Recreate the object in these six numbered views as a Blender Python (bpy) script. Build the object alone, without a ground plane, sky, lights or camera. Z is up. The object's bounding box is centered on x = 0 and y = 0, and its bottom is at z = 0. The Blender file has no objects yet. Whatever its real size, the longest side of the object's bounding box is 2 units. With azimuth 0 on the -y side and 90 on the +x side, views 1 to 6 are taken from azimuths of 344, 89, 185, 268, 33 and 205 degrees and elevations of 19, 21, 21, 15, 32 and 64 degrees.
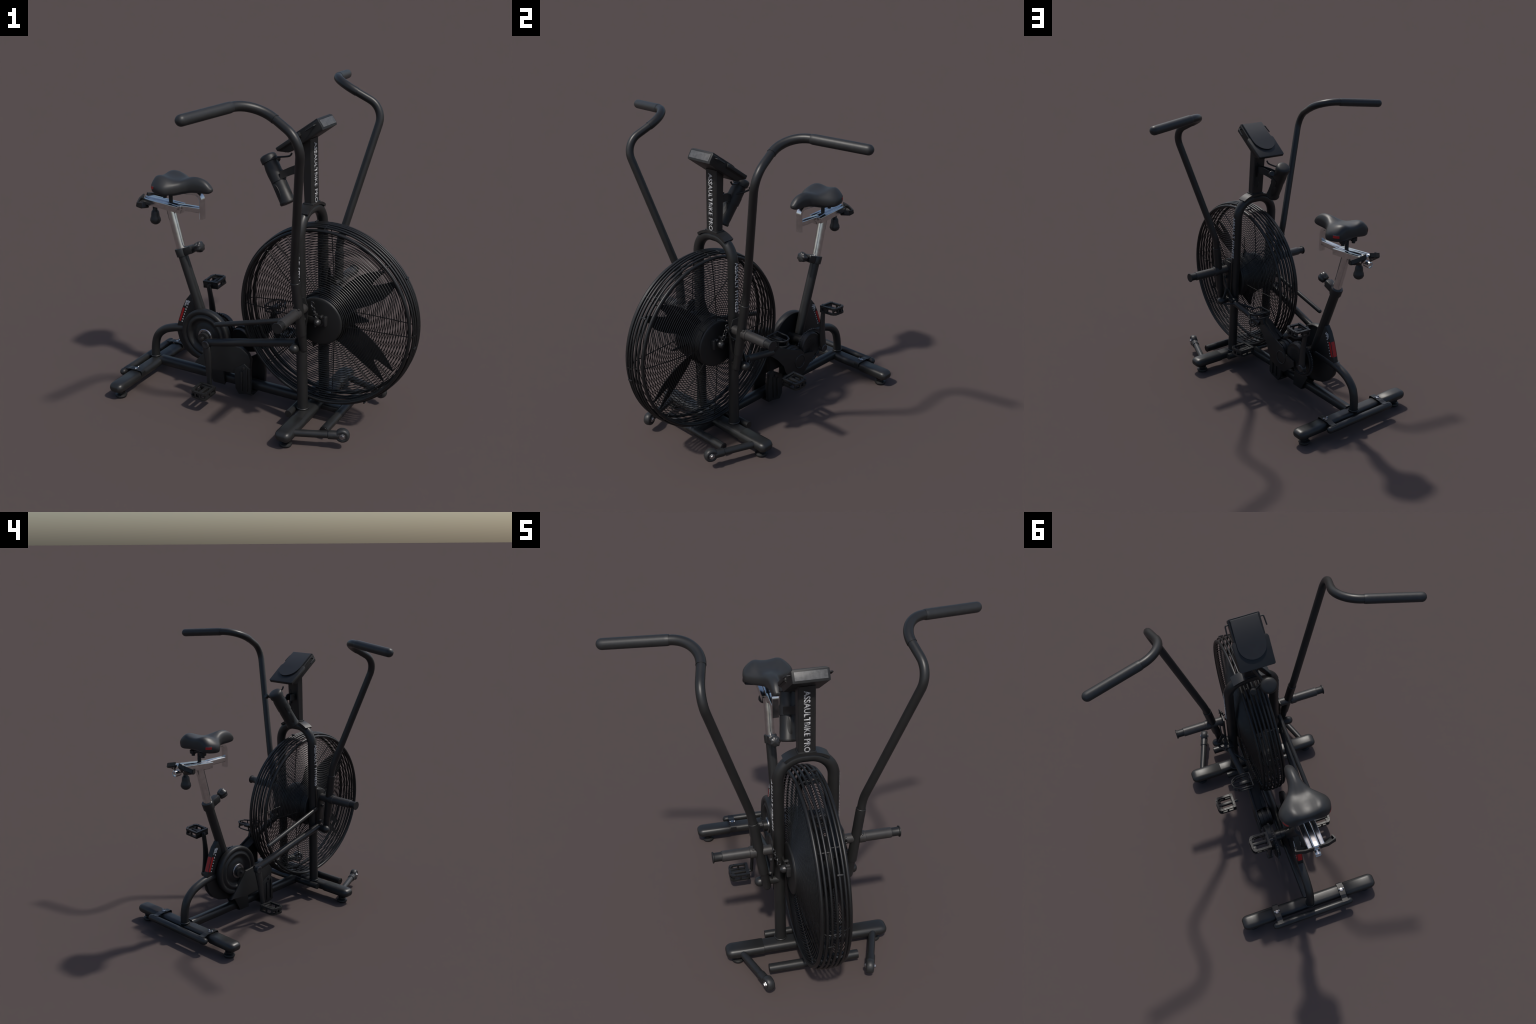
# Air-resistance exercise bike: caged fan, swinging arms, saddle, drive train.
# Built in the bike's own frame: x = forward (fan end), y = rider's left, z = up.
import bpy, bmesh, math, random
from mathutils import Vector, Matrix

random.seed(7)
YAW = math.radians(-46.0)
SIDE_SHIFT = -0.008

# ----------------------------------------------------------------- materials
def material(name, colour, rough, metal=0.0, spec=0.5, grain=0.0, rough_var=0.0,
             scale=40.0, bump=0.0, coat=0.0):
    m = bpy.data.materials.new(name)
    m.use_nodes = True
    nt = m.node_tree
    b = nt.nodes["Principled BSDF"]
    b.inputs["Base Color"].default_value = (*colour, 1)
    b.inputs["Roughness"].default_value = rough
    b.inputs["Metallic"].default_value = metal
    b.inputs["Specular IOR Level"].default_value = spec
    b.inputs["Coat Weight"].default_value = coat
    if grain or rough_var or bump:
        tc = nt.nodes.new("ShaderNodeTexCoord")
        nz = nt.nodes.new("ShaderNodeTexNoise")
        nz.inputs["Scale"].default_value = scale
        nz.inputs["Detail"].default_value = 4
        nt.links.new(tc.outputs["Object"], nz.inputs["Vector"])
        if grain:
            ramp = nt.nodes.new("ShaderNodeValToRGB")
            lo = [c * (1 - grain) for c in colour]
            hi = [min(1, c * (1 + grain)) for c in colour]
            ramp.color_ramp.elements[0].position = 0.3
            ramp.color_ramp.elements[1].position = 0.7
            ramp.color_ramp.elements[0].color = (*lo, 1)
            ramp.color_ramp.elements[1].color = (*hi, 1)
            nt.links.new(nz.outputs["Fac"], ramp.inputs["Fac"])
            nt.links.new(ramp.outputs["Color"], b.inputs["Base Color"])
        if rough_var:
            mr = nt.nodes.new("ShaderNodeMapRange")
            mr.inputs["To Min"].default_value = rough - rough_var
            mr.inputs["To Max"].default_value = rough + rough_var
            nt.links.new(nz.outputs["Fac"], mr.inputs["Value"])
            nt.links.new(mr.outputs["Result"], b.inputs["Roughness"])
        if bump:
            bp = nt.nodes.new("ShaderNodeBump")
            bp.inputs["Strength"].default_value = bump
            bp.inputs["Distance"].default_value = 0.002
            nt.links.new(nz.outputs["Fac"], bp.inputs["Height"])
            nt.links.new(bp.outputs["Normal"], b.inputs["Normal"])
    return m

PAINT = material("black_frame_paint", (0.0170, 0.0170, 0.0168), 0.40, grain=0.10, rough_var=0.05, scale=14)
WIRE = material("black_wire_paint", (0.0085, 0.0087, 0.0090), 0.42, grain=0.1)  # base darkened below frame paint to mute the light wires catch
RUBBER = material("grip_rubber", (0.023, 0.0235, 0.024), 0.46, grain=0.12, rough_var=0.05, scale=60, bump=0.05)
PEGM = material("peg_sleeve", (0.034, 0.032, 0.031), 0.45, grain=0.1)
PLASTIC = material("black_plastic", (0.0125, 0.0125, 0.0125), 0.50, grain=0.1, rough_var=0.05, scale=25)
SCREEN = material("console_screen", (0.017, 0.0175, 0.019), 0.50, grain=0.06)
VINYL = material("saddle_vinyl", (0.026, 0.0265, 0.027), 0.46, grain=0.08, rough_var=0.04, scale=50)
CHROME = material("chrome", (0.74, 0.735, 0.73), 0.22, metal=1.0, grain=0.10, rough_var=0.06, scale=30)  # base tinted slightly warm to offset blue sky reflection
BRIGHT = material("bright_steel", (0.42, 0.42, 0.43), 0.32, metal=1.0, grain=0.3, scale=80)
DARKSTEEL = material("dark_steel", (0.055, 0.055, 0.056), 0.36, metal=0.6, grain=0.2)
RED = material("red_decal", (0.46, 0.008, 0.010), 0.45, grain=0.05)
WHITE = material("white_lettering", (0.55, 0.55, 0.56), 0.55, grain=0.18, scale=90)
WORN = material("worn_lettering", (0.42, 0.42, 0.425), 0.6, grain=0.55, scale=55)
GREYPANEL = material("grey_panel", (0.085, 0.085, 0.085), 0.45, grain=0.35, scale=45)
BLADE = material("fan_blade_plastic", (0.0065, 0.0065, 0.0065), 0.6, spec=0.35)  # colour lowered to near black so blades look unlit inside the cage

# ------------------------------------------------------------------- helpers
root = bpy.data.objects.new("exercise_bike", None)
root.empty_display_size = 0.2
bpy.context.scene.collection.objects.link(root)
root.rotation_euler = (0, 0, YAW)
ly = Vector((math.cos(math.radians(44)), math.sin(math.radians(44)), 0))
root.location = ly * SIDE_SHIFT
root["label"] = "black air exercise bike with large caged fan wheel"
root["category"] = "exercise bike"

def V(*a):
    return Vector(a)

def finish(name, bm, mat, parent=None, angle=35, smooth=True):
    bmesh.ops.remove_doubles(bm, verts=bm.verts, dist=1e-6)
    bmesh.ops.recalc_face_normals(bm, faces=bm.faces)
    me = bpy.data.meshes.new(name)
    bm.to_mesh(me)
    bm.free()
    me.materials.append(mat)
    if smooth:
        for p in me.polygons:
            p.use_smooth = True
        me.set_sharp_from_angle(angle=math.radians(angle))
    ob = bpy.data.objects.new(name, me)
    bpy.context.scene.collection.objects.link(ob)
    ob.parent = parent or root
    return ob

def fillet(points, radius, steps=8):
    """polyline with its inner corners rounded; radius: number or list per inner corner"""
    pts = [Vector(p) for p in points]
    out = [pts[0]]
    for i in range(1, len(pts) - 1):
        r = radius[i - 1] if isinstance(radius, (list, tuple)) else radius
        a, b, c = pts[i - 1], pts[i], pts[i + 1]
        d1, d2 = (a - b).normalized(), (c - b).normalized()
        ang = d1.angle(d2)
        if ang > math.pi - 0.02 or r <= 0:
            out.append(b)
            continue
        t = r / math.tan(ang / 2)
        t = min(t, (a - b).length * 0.98, (c - b).length * 0.98)
        r = t * math.tan(ang / 2)
        bis = (d1 + d2).normalized()
        centre = b + bis * (r / math.sin(ang / 2))
        s, e = b + d1 * t - centre, b + d2 * t - centre
        for k in range(steps + 1):
            f = k / steps
            sw = s.angle(e)
            v = (s * math.sin((1 - f) * sw) + e * math.sin(f * sw)) / math.sin(sw)
            out.append(centre + v)
    out.append(pts[-1])
    return out

def spline(points, steps=8, closed=False):
    """Catmull-Rom through the points"""
    p = [Vector(q) for q in points]
    n = len(p)
    out = []
    for i in range(n if closed else n - 1):
        if closed:
            a, b, c, d = p[i - 1], p[i], p[(i + 1) % n], p[(i + 2) % n]
        else:
            a, b, c, d = p[max(i - 1, 0)], p[i], p[i + 1], p[min(i + 2, n - 1)]
        for k in range(steps):
            t = k / steps
            out.append(0.5 * ((2 * b) + (c - a) * t + (2 * a - 5 * b + 4 * c - d) * t * t
                              + (3 * b - a - 3 * c + d) * t ** 3))
    if not closed:
        out.append(p[-1])
    return out

def sweep(bm, path, radius, seg=16, closed=False, cap="flat", flat=None):
    """tube along a path; radius a number or one per point; cap 'flat', 'round' or a pair;
       flat=(a,b): elliptical/rectangular half sizes instead of a circle"""
    path = [Vector(p) for p in path]
    n = len(path)
    rad = radius if isinstance(radius, (list, tuple)) else [radius] * n
    caps = cap if isinstance(cap, tuple) else (cap, cap)
    tang = []
    for i in range(n):
        if closed:
            t = path[(i + 1) % n] - path[i - 1]
        else:
            t = path[min(i + 1, n - 1)] - path[max(i - 1, 0)]
        tang.append(t.normalized())
    up = Vector((0, 0, 1))
    if abs(tang[0].dot(up)) > 0.9:
        up = Vector((1, 0, 0))
    nrm = (up - tang[0] * up.dot(tang[0])).normalized()
    frames = []
    for i in range(n):
        if i:
            nrm = (nrm - tang[i] * nrm.dot(tang[i])).normalized()
        frames.append((nrm.copy(), tang[i].cross(nrm)))
    rings = []
    def ring(c, fr, r):
        vs = []
        for k in range(seg):
            a = 2 * math.pi * k / seg
            vs.append(bm.verts.new(c + fr[0] * (math.cos(a) * r) + fr[1] * (math.sin(a) * r)))
        return vs
    if not closed and caps[0] == "round":
        for q in range(5, 0, -1):
            a = q * math.pi / 2 / 5.3
            rings.append(ring(path[0] - tang[0] * rad[0] * math.sin(a), frames[0], rad[0] * math.cos(a)))
    for i in range(n):
        rings.append(ring(path[i], frames[i], rad[i]))
    if not closed and caps[1] == "round":
        for q in range(1, 6):
            a = q * math.pi / 2 / 5.3
            rings.append(ring(path[-1] + tang[-1] * rad[-1] * math.sin(a), frames[-1], rad[-1] * math.cos(a)))
    m = len(rings)
    for i in range(m if closed else m - 1):
        A, B = rings[i], rings[(i + 1) % m]
        for k in range(seg):
            bm.faces.new((A[k], A[(k + 1) % seg], B[(k + 1) % seg], B[k]))
    if not closed:
        bm.faces.new(list(reversed(rings[0])))
        bm.faces.new(rings[-1])

def tube(name, path, radius, mat, parent=None, seg=18, cap="flat", closed=False, angle=40):
    bm = bmesh.new()
    sweep(bm, path, radius, seg, closed, cap)
    return finish(name, bm, mat, parent, angle)

def lathe_bm(bm, origin, axis, profile, seg=32, arc=None):
    """profile: list of (distance along axis, radius)"""
    axis = Vector(axis).normalized()
    ref = Vector((0, 0, 1)) if abs(axis.z) < 0.9 else Vector((1, 0, 0))
    u = (ref - axis * ref.dot(axis)).normalized()
    w = axis.cross(u)
    o = Vector(origin)
    rings = []
    for d, r in profile:
        if r < 1e-6:
            rings.append([bm.verts.new(o + axis * d)])
        else:
            rings.append([bm.verts.new(o + axis * d + u * (r * math.cos(2 * math.pi * k / seg))
                          + w * (r * math.sin(2 * math.pi * k / seg))) for k in range(seg)])
    for A, B in zip(rings, rings[1:]):
        for k in range(seg):
            k2 = (k + 1) % seg
            if len(A) == 1 and len(B) == 1:
                continue
            if len(A) == 1:
                bm.faces.new((A[0], B[k2], B[k]))
            elif len(B) == 1:
                bm.faces.new((A[k], A[k2], B[0]))
            else:
                bm.faces.new((A[k], A[k2], B[k2], B[k]))
    for R, rev in ((rings[0], True), (rings[-1], False)):
        if len(R) > 1:
            bm.faces.new(list(reversed(R)) if rev else R)

def lathe(name, origin, axis, profile, mat, parent=None, seg=32, angle=30):
    bm = bmesh.new()
    lathe_bm(bm, origin, axis, profile, seg)
    return finish(name, bm, mat, parent, angle)

def prism_bm(bm, poly, origin, ux, uy, uz, lo, hi, bevel=0.0, segs=2):
    """extrude polygon (a,b) spanned by ux,uy along uz from lo to hi"""
    b2 = bmesh.new()
    o, ux, uy, uz = Vector(origin), Vector(ux), Vector(uy), Vector(uz)
    A = [b2.verts.new(o + ux * a + uy * b + uz * lo) for a, b in poly]
    B = [b2.verts.new(o + ux * a + uy * b + uz * hi) for a, b in poly]
    n = len(poly)
    fa = b2.faces.new(A)
    fb = b2.faces.new(list(reversed(B)))
    for i in range(n):
        b2.faces.new((A[i], B[i], B[(i + 1) % n], A[(i + 1) % n]))
    if bevel:
        es = list(set(fa.edges) | set(fb.edges))
        bmesh.ops.bevel(b2, geom=es, offset=bevel, segments=segs, profile=0.5, affect='EDGES')
    tmp = bpy.data.meshes.new("tmp")
    bmesh.ops.recalc_face_normals(b2, faces=b2.faces)
    b2.to_mesh(tmp)
    b2.free()
    bm.from_mesh(tmp)
    bpy.data.meshes.remove(tmp)

def prism(name, poly, mat, parent=None, origin=(0, 0, 0), ux=(1, 0, 0), uy=(0, 0, 1), uz=(0, 1, 0),
          lo=0.0, hi=0.01, bevel=0.002, angle=35):
    bm = bmesh.new()
    prism_bm(bm, poly, origin, ux, uy, uz, lo, hi, bevel)
    return finish(name, bm, mat, parent, angle)

def box_bm(bm, centre, size, bevel=0.003, rot=None, segs=2):
    b2 = bmesh.new()
    bmesh.ops.create_cube(b2, size=1)
    for v in b2.verts:
        v.co = Vector((v.co.x * size[0], v.co.y * size[1], v.co.z * size[2]))
    if bevel:
        bmesh.ops.bevel(b2, geom=b2.edges[:], offset=bevel, segments=segs, profile=0.5, affect='EDGES')
    M = Matrix.Translation(Vector(centre)) @ (rot.to_4x4() if rot else Matrix())
    bmesh.ops.transform(b2, matrix=M, verts=b2.verts)
    tmp = bpy.data.meshes.new("tmp")
    b2.to_mesh(tmp)
    b2.free()
    bm.from_mesh(tmp)
    bpy.data.meshes.remove(tmp)

def box(name, centre, size, mat, parent=None, bevel=0.003, rot=None, angle=35, segs=2):
    bm = bmesh.new()
    box_bm(bm, centre, size, bevel, rot, segs)
    return finish(name, bm, mat, parent, angle)

def circle(cx, cy, r, n=48, a0=0.0, a1=360.0):
    full = abs(a1 - a0) >= 360
    k = n if full else n + 1
    return [(cx + r * math.cos(math.radians(a0 + (a1 - a0) * i / n)),
             cy + r * math.sin(math.radians(a0 + (a1 - a0) * i / n))) for i in range(k)]

def torus_bm(bm, centre, axis, R, r, seg=96, sub=8):
    axis = Vector(axis).normalized()
    ref = Vector((0, 0, 1)) if abs(axis.z) < 0.9 else Vector((1, 0, 0))
    u = (ref - axis * ref.dot(axis)).normalized()
    w = axis.cross(u)
    c = Vector(centre)
    path = [c + u * (R * math.cos(2 * math.pi * k / seg)) + w * (R * math.sin(2 * math.pi * k / seg))
            for k in range(seg)]
    sweep(bm, path, r, sub, closed=True)

def torus(name, centre, axis, R, r, mat, parent=None, seg=96, sub=8):
    bm = bmesh.new()
    torus_bm(bm, centre, axis, R, r, seg, sub)
    return finish(name, bm, mat, parent, 60)

def lettering(name, text, size, length, mat, parent, origin, right, up, depth=0.0012, bold=0.0, wrap=None):
    """built-in font text, baseline running along `right`, letters standing along `up`;
       wrap=(axis point, radius): letters are laid round a vertical tube"""
    cu = bpy.data.curves.new("tmp_text", "FONT")
    cu.body = text
    cu.size = 1.0
    cu.align_x = 'CENTER'
    cu.align_y = 'CENTER'
    cu.offset = bold
    cu.resolution_u = 3
    ob = bpy.data.objects.new("tmp_text", cu)
    bpy.context.scene.collection.objects.link(ob)
    dg = bpy.context.evaluated_depsgraph_get()
    me = bpy.data.meshes.new_from_object(ob.evaluated_get(dg))
    bpy.data.objects.remove(ob)
    bpy.data.curves.remove(cu)
    bm = bmesh.new()
    bm.from_mesh(me)
    bpy.data.meshes.remove(me)
    xs = [v.co.x for v in bm.verts]
    ys = [v.co.y for v in bm.verts]
    sx = length / (max(xs) - min(xs))
    sy = size / (max(ys) - min(ys))
    cx, cy = (max(xs) + min(xs)) / 2, (max(ys) + min(ys)) / 2
    for v in bm.verts:
        v.co = Vector(((v.co.x - cx) * sx, (v.co.y - cy) * sy, 0))
    if wrap:            # cut the letters into strips so that they bend with the tube
        for i in range(-5, 6):
            bmesh.ops.bisect_plane(bm, geom=bm.verts[:] + bm.edges[:] + bm.faces[:], plane_co=(0, i * size / 11, 0), plane_no=(0, 1, 0))
    ret = bmesh.ops.extrude_face_region(bm, geom=bm.faces[:])
    for v in [g for g in ret["geom"] if isinstance(g, bmesh.types.BMVert)]:
        v.co.z += depth
    o, r, u = Vector(origin), Vector(right).normalized(), Vector(up).normalized()
    n = r.cross(u)
    for v in bm.verts:
        a, b, c = v.co
        if wrap:
            R = wrap
            th = b / R
            v.co = o + r * a + u * ((R + c) * math.sin(th)) + n * ((R + c) * math.cos(th) - R)
        else:
            v.co = o + r * a + u * b + n * c
    return finish(name, bm, mat, parent, 30, smooth=False)

# ------------------------------------------------------------ main arch frame
LEG_L, ARCH_R = 0.153, 0.0322
def arch_f(z):            # the arch leans back as it rises
    return 0.479 - 0.0345 * z
def arch_path():
    pts = [(arch_f(0.075), -LEG_L, 0.075), (arch_f(1.313), -LEG_L, 1.313), (arch_f(1.313), LEG_L, 1.313), (arch_f(0.075), LEG_L, 0.075)]
    return fillet(pts, 0.135, 14)
frame = tube("arch_frame", arch_path(), ARCH_R, PAINT, seg=28)
for s in (-1, 1):   # weld rings at the feet of the legs
    torus("weld_bead", (arch_f(0.113), s * LEG_L, 0.113), (0, 0, 1), 0.034, 0.004, PAINT, frame, 40, 6)
    # brand lettering, reading downward on the outer side of each leg
    lettering("lettering", "ASSAULT FITNESS", 0.024, 0.318, WHITE, frame,
              (arch_f(1.032), s * (LEG_L + ARCH_R + 0.0004), 1.032), (0.0345, 0, -1), (-s, 0, 0), 0.0008, 0.012,
              wrap=ARCH_R + 0.0004)

# saddle plate over the arch crown, carrying the mast
bm = bmesh.new()
crown = [p for p in arch_path() if abs(p.y) < 0.112 and p.z > 1.2]
half_w, t0, t1 = 0.035, ARCH_R - 0.012, ARCH_R + 0.004
n_c = len(crown)
rows = []
for i, p in enumerate(crown):
    tg = (crown[min(i + 1, n_c - 1)] - crown[max(i - 1, 0)]).normalized()
    up = V(1, 0, 0).cross(tg)
    if up.z < 0:
        up = -up
    rows.append([p + V(-half_w, 0, 0) + up * t0, p + V(-half_w, 0, 0) + up * t1,
                 p + V(half_w, 0, 0) + up * t1, p + V(half_w, 0, 0) + up * t0])
vr = [[bm.verts.new(c) for c in r] for r in rows]
for A, B in zip(vr, vr[1:]):
    for k in range(4):
        bm.faces.new((A[k], A[(k + 1) % 4], B[(k + 1) % 4], B[k]))
bm.faces.new(vr[0]); bm.faces.new(list(reversed(vr[-1])))
finish("crown_plate", bm, PAINT, frame, 30)

# pivot plates beside each leg
for s in (-1, 1):
    poly = [(0.450, 0.56), (0.485, 0.56), (0.512, 0.64), (0.524, 0.79), (0.500, 0.845), (0.450, 0.845)]
    prism("pivot_plate", poly, PAINT, frame, lo=s * 0.200 - 0.004, hi=s * 0.200 + 0.004, bevel=0.002)
    for (a, b) in ((0.500, 0.715), (0.475, 0.60)):
        lathe("bolt", (a, s * 0.203, b), (0, s, 0), [(0, 0.011), (0.010, 0.011), (0.014, 0.007), (0.015, 0)],
              DARKSTEEL, frame, 12)

# ----------------------------------------------------------------- mast column
tilt = math.atan2(0.015, 0.38)
mast = None
bm = bmesh.new()
def mast_ring(z, f0, f1, w, c):
    pts = [(f0, -w + c), (f0 + c, -w), (f1 - c, -w), (f1, -w + c), (f1, w - c), (f1 - c, w), (f0 + c, w), (f0, w - c)]
    return [bm.verts.new((a, b, z)) for a, b in pts]
R0 = mast_ring(1.335, 0.411, 0.463, 0.047, 0.006)
R1 = mast_ring(1.722, 0.384, 0.4475, 0.047, 0.006)
for k in range(8):
    bm.faces.new((R0[k], R0[(k + 1) % 8], R1[(k + 1) % 8], R1[k]))
bm.faces.new(R0); bm.faces.new(R1)
mast = finish("mast", bm, PAINT, None, 30)
box("mast_collar", (0.4365, 0, 1.346), (0.064, 0.102, 0.018), PAINT, mast, 0.004)
lettering("lettering", "ASSAULTBIKE PRO", 0.034, 0.350, WORN, mast,
          (0.4566 + 0.0015, 0, 1.526), V(0.0395, 0, -1), (0, 1, 0), 0.0010, 0.026)
# rear slot and holes
box("mast_slot", (0.3955, 0.020, 1.56), (0.004, 0.012, 0.16), BLADE, mast, 0.001)
for z in (1.435, 1.405):
    lathe("bolt", (0.407, 0.0, z), (-1, 0, 0), [(0, 0.006), (0.004, 0.005), (0.005, 0)], DARKSTEEL, mast, 10)

# --------------------------------------------------------------------- console
CO = V(0.252, 0, 1.664)
CU = V(0.816, 0, 0.578).normalized()
CN = V(-0.578, 0, 0.816).normalized()
CL = V(0, 1, 0)
body = [(0.312, 0.000), (0.312, -0.050), (0.306, -0.063), (0.06, -0.064), (0.035, -0.052), (0.012, -0.020),
        (0.012, -0.006), (0.16, -0.006)]
console = prism("console", body, PLASTIC, None, CO, CU, CN, CL, -0.096, 0.096, 0.006)
# lower tray, wider than the body
tray = [(0.0, -0.101), (0.006, -0.108), (0.165, -0.112), (0.180, -0.104), (0.180, 0.104), (0.165, 0.112),
        (0.006, 0.108), (0.0, 0.101)]
prism("console_tray", tray, PLASTIC, console, CO, CU, CL, CN, -0.024, -0.0015, 0.004)
# tapered underside of the tray
bm = bmesh.new()
def quad_ring(u0, u1, w, n):
    return [bm.verts.new(CO + CU * u + CL * l + CN * n) for u, l in ((u0, -w), (u1, -w), (u1, w), (u0, w))]
A = quad_ring(0.003, 0.176, 0.106, -0.022)
B = quad_ring(0.040, 0.170, 0.070, -0.060)
for k in range(4):
    bm.faces.new((A[k], A[(k + 1) % 4], B[(k + 1) % 4], B[k]))
bm.faces.new(A); bm.faces.new(B)
finish("console_underside", bm, PLASTIC, console)
# screen tongue with rounded lower end
tong = [(0.307, -0.088)] + [(0.150 - 0.093 * math.sin(math.radians(a)) ** 0.9, -0.086 * math.cos(math.radians(a)))
        for a in range(0, 91, 9)] + \
       [(0.150 - 0.093 * math.sin(math.radians(a)) ** 0.9, 0.086 * math.cos(math.radians(a)))
        for a in range(81, -1, -9)] + [(0.307, 0.088)]
prism("console_screen", tong, SCREEN, console, CO, CU, CL, CN, -0.010, 0.0085, 0.006)
# end panel facing forward
prism("console_end_panel", [(-0.083, -0.052), (0.083, -0.052), (0.083, -0.008), (-0.083, -0.008)], GREYPANEL, console,
      CO + CU * 0.3115, CL, CN, CU, 0, 0.003, 0.001)
for s in (-1, 1):   # wire hooks at the sides
    p0 = CO + CU * 0.285 + CL * (s * 0.092) + CN * -0.018
    p1 = p0 + CL * (s * 0.024)
    p2 = p1 - CU * 0.055 + CL * (s * 0.004)
    tube("side_hook", fillet([p0, p1, p2], 0.008, 4), 0.0045, PLASTIC, console, 10, "round")

# ---------------------------------------------------------------- water bottle
bb, bt = V(0.322, -0.069, 1.343), V(0.160, -0.030, 1.604)
ax = (bt - bb)
BL = ax.length
ax.normalize()
prof = [(0, 0.030), (0.002, 0.040), (0.010, 0.0425), (0.016, 0.041), (0.020, 0.0395), (0.10, 0.0385), (0.150, 0.0385),
        (0.190, 0.041), (0.225, 0.0405), (0.250, 0.037), (0.258, 0.037), (0.260, 0.0435), (0.286, 0.0440),
        (0.296, 0.041), (0.302, 0.034), (0.304, 0.020), (0.306, 0)]
prof = [(d * BL / 0.306, r * 1.13) for d, r in prof]
bottle = lathe("water_bottle", bb, ax, prof, PLASTIC, None, 40, 40)
# finger dimples / label ovals raised on the wall
for ang0 in (40, 160, 280):
    ref = V(0, 1, 0)
    u = (ref - ax * ref.dot(ax)).normalized()
    w = ax.cross(u)
    bm = bmesh.new()
    N = 28
    ringv, ring2 = [], []
    for k in range(N):
        a = 2 * math.pi * k / N
        h = 0.085 * BL / 0.306 + 0.055 * math.sin(a)
        th = math.radians(ang0) + 0.50 * math.cos(a)
        h2 = 0.085 * BL / 0.306 + 0.048 * math.sin(a)
        th2 = math.radians(ang0) + 0.42 * math.cos(a)
        ringv.append(bm.verts.new(bb + ax * h + (u * math.cos(th) + w * math.sin(th)) * 0.0412))
        ring2.append(bm.verts.new(bb + ax * h2 + (u * math.cos(th2) + w * math.sin(th2)) * 0.0448))
    for k in range(N):
        bm.faces.new((ringv[k], ringv[(k + 1) % N], ring2[(k + 1) % N], ring2[k]))
    cen = bm.verts.new(bb + ax * (0.085 * BL / 0.306) + (u * math.cos(math.radians(ang0)) + w * math.sin(math.radians(ang0))) * 0.0452)
    for k in range(N):
        bm.faces.new((ring2[k], ring2[(k + 1) % N], cen))
    finish("bottle_panel", bm, PLASTIC, bottle, 40)
# holder: band round the bottle and arm back to the mast
hold_c = bb + ax * 0.165
u = (V(1, 0, 0) - ax * ax.x).normalized()
w = ax.cross(u)
bm = bmesh.new()
N = 30
rows = []
for k in range(N + 1):
    a = math.radians(-120 + 240 * k / N)
    d = u * math.cos(a) + w * math.sin(a)
    rows.append([bm.verts.new(hold_c + d * r + ax * h) for r, h in ((0.0430, -0.026), (0.0490, -0.026), (0.0490, 0.026), (0.0430, 0.026))])
for A, B in zip(rows, rows[1:]):
    for k in range(4):
        bm.faces.new((A[k], A[(k + 1) % 4], B[(k + 1) % 4], B[k]))
bm.faces.new(rows[0]); bm.faces.new(list(reversed(rows[-1])))
holder = finish("bottle_holder", bm, PLASTIC, None)
bm = bmesh.new()
for off in (-0.020, 0.016):
    pth = spline([(0.392, off, 1.532), (0.345, off - 0.006, 1.534), (0.305, -0.030 + off * 1.3, 1.520), (0.275, -0.050 + off * 1.6, 1.505)], 6)
    rows = [[bm.verts.new(p + V(0, dy, dz)) for dy, dz in ((-0.003, -0.024), (0.003, -0.024), (0.003, 0.024), (-0.003, 0.024))] for p in pth]
    for A, B in zip(rows, rows[1:]):
        for k in range(4):
            bm.faces.new((A[k], A[(k + 1) % 4], B[(k + 1) % 4], B[k]))
    bm.faces.new(rows[0]); bm.faces.new(list(reversed(rows[-1])))
finish("holder_arm", bm, PLASTIC, holder)
tube("cable", spline([(0.300, 0.010, 1.618), (0.285, 0.006, 1.600), (0.235, -0.005, 1.592), (0.195, -0.022, 1.588)], 6),
     0.0055, PLASTIC, holder, 10)
kn = V(0.178, 0.061, 1.559)
lathe("clamp_knob", kn, V(-0.8, 0.25, 0.45), [(-0.012, 0.016), (-0.009, 0.019), (0.006, 0.019), (0.009, 0.016), (0.009, 0)], PLASTIC, holder, 24)
tube("clamp_screw", [kn, (0.215, 0.02, 1.535), (0.245, -0.02, 1.525)], 0.006, PLASTIC, holder, 10)

# ------------------------------------------------------------------ stabilisers
def rounded_beam(bm, f, z, wf, hz, l0, l1, corner, end=(0.0, 0.0)):
    """beam along y with rounded-rectangle section; end roundings at l0 / l1"""
    def section(y, k):
        pts = []
        sh = min(0.030, max(end) * 0.8)
        a, b, c = wf / 2 - (1 - k) * sh, hz / 2 - (1 - k) * sh * 0.8, corner
        c = min(c, a * 0.95, b * 0.95)
        for qx, qz, a0 in ((1, 1, 0), (-1, 1, 90), (-1, -1, 180), (1, -1, 270)):
            for j in range(6):
                t = math.radians(a0 + 90 * j / 5)
                pts.append(bm.verts.new((f + qx * (a - c) + c * math.cos(t), y, z + qz * (b - c) + c * math.sin(t))))
        return pts
    rings = []
    if end[0]:
        for j in range(7):
            t = math.radians(90 * j / 6)
            rings.append(section(l0 + end[0] * (1 - math.cos(t)), math.sin(t)))
    else:
        rings.append(section(l0, 1))
    if end[1]:
        for j in range(6, -1, -1):
            t = math.radians(90 * j / 6)
            rings.append(section(l1 - end[1] * (1 - math.cos(t)), math.sin(t)))
    else:
        rings.append(section(l1, 1))
    n = len(rings[0])
    for A, B in zip(rings, rings[1:]):
        for k in range(n):
            bm.faces.new((A[k], A[(k + 1) % n], B[(k + 1) % n], B[k]))
    bm.faces.new(rings[0]); bm.faces.new(list(reversed(rings[-1])))

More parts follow.
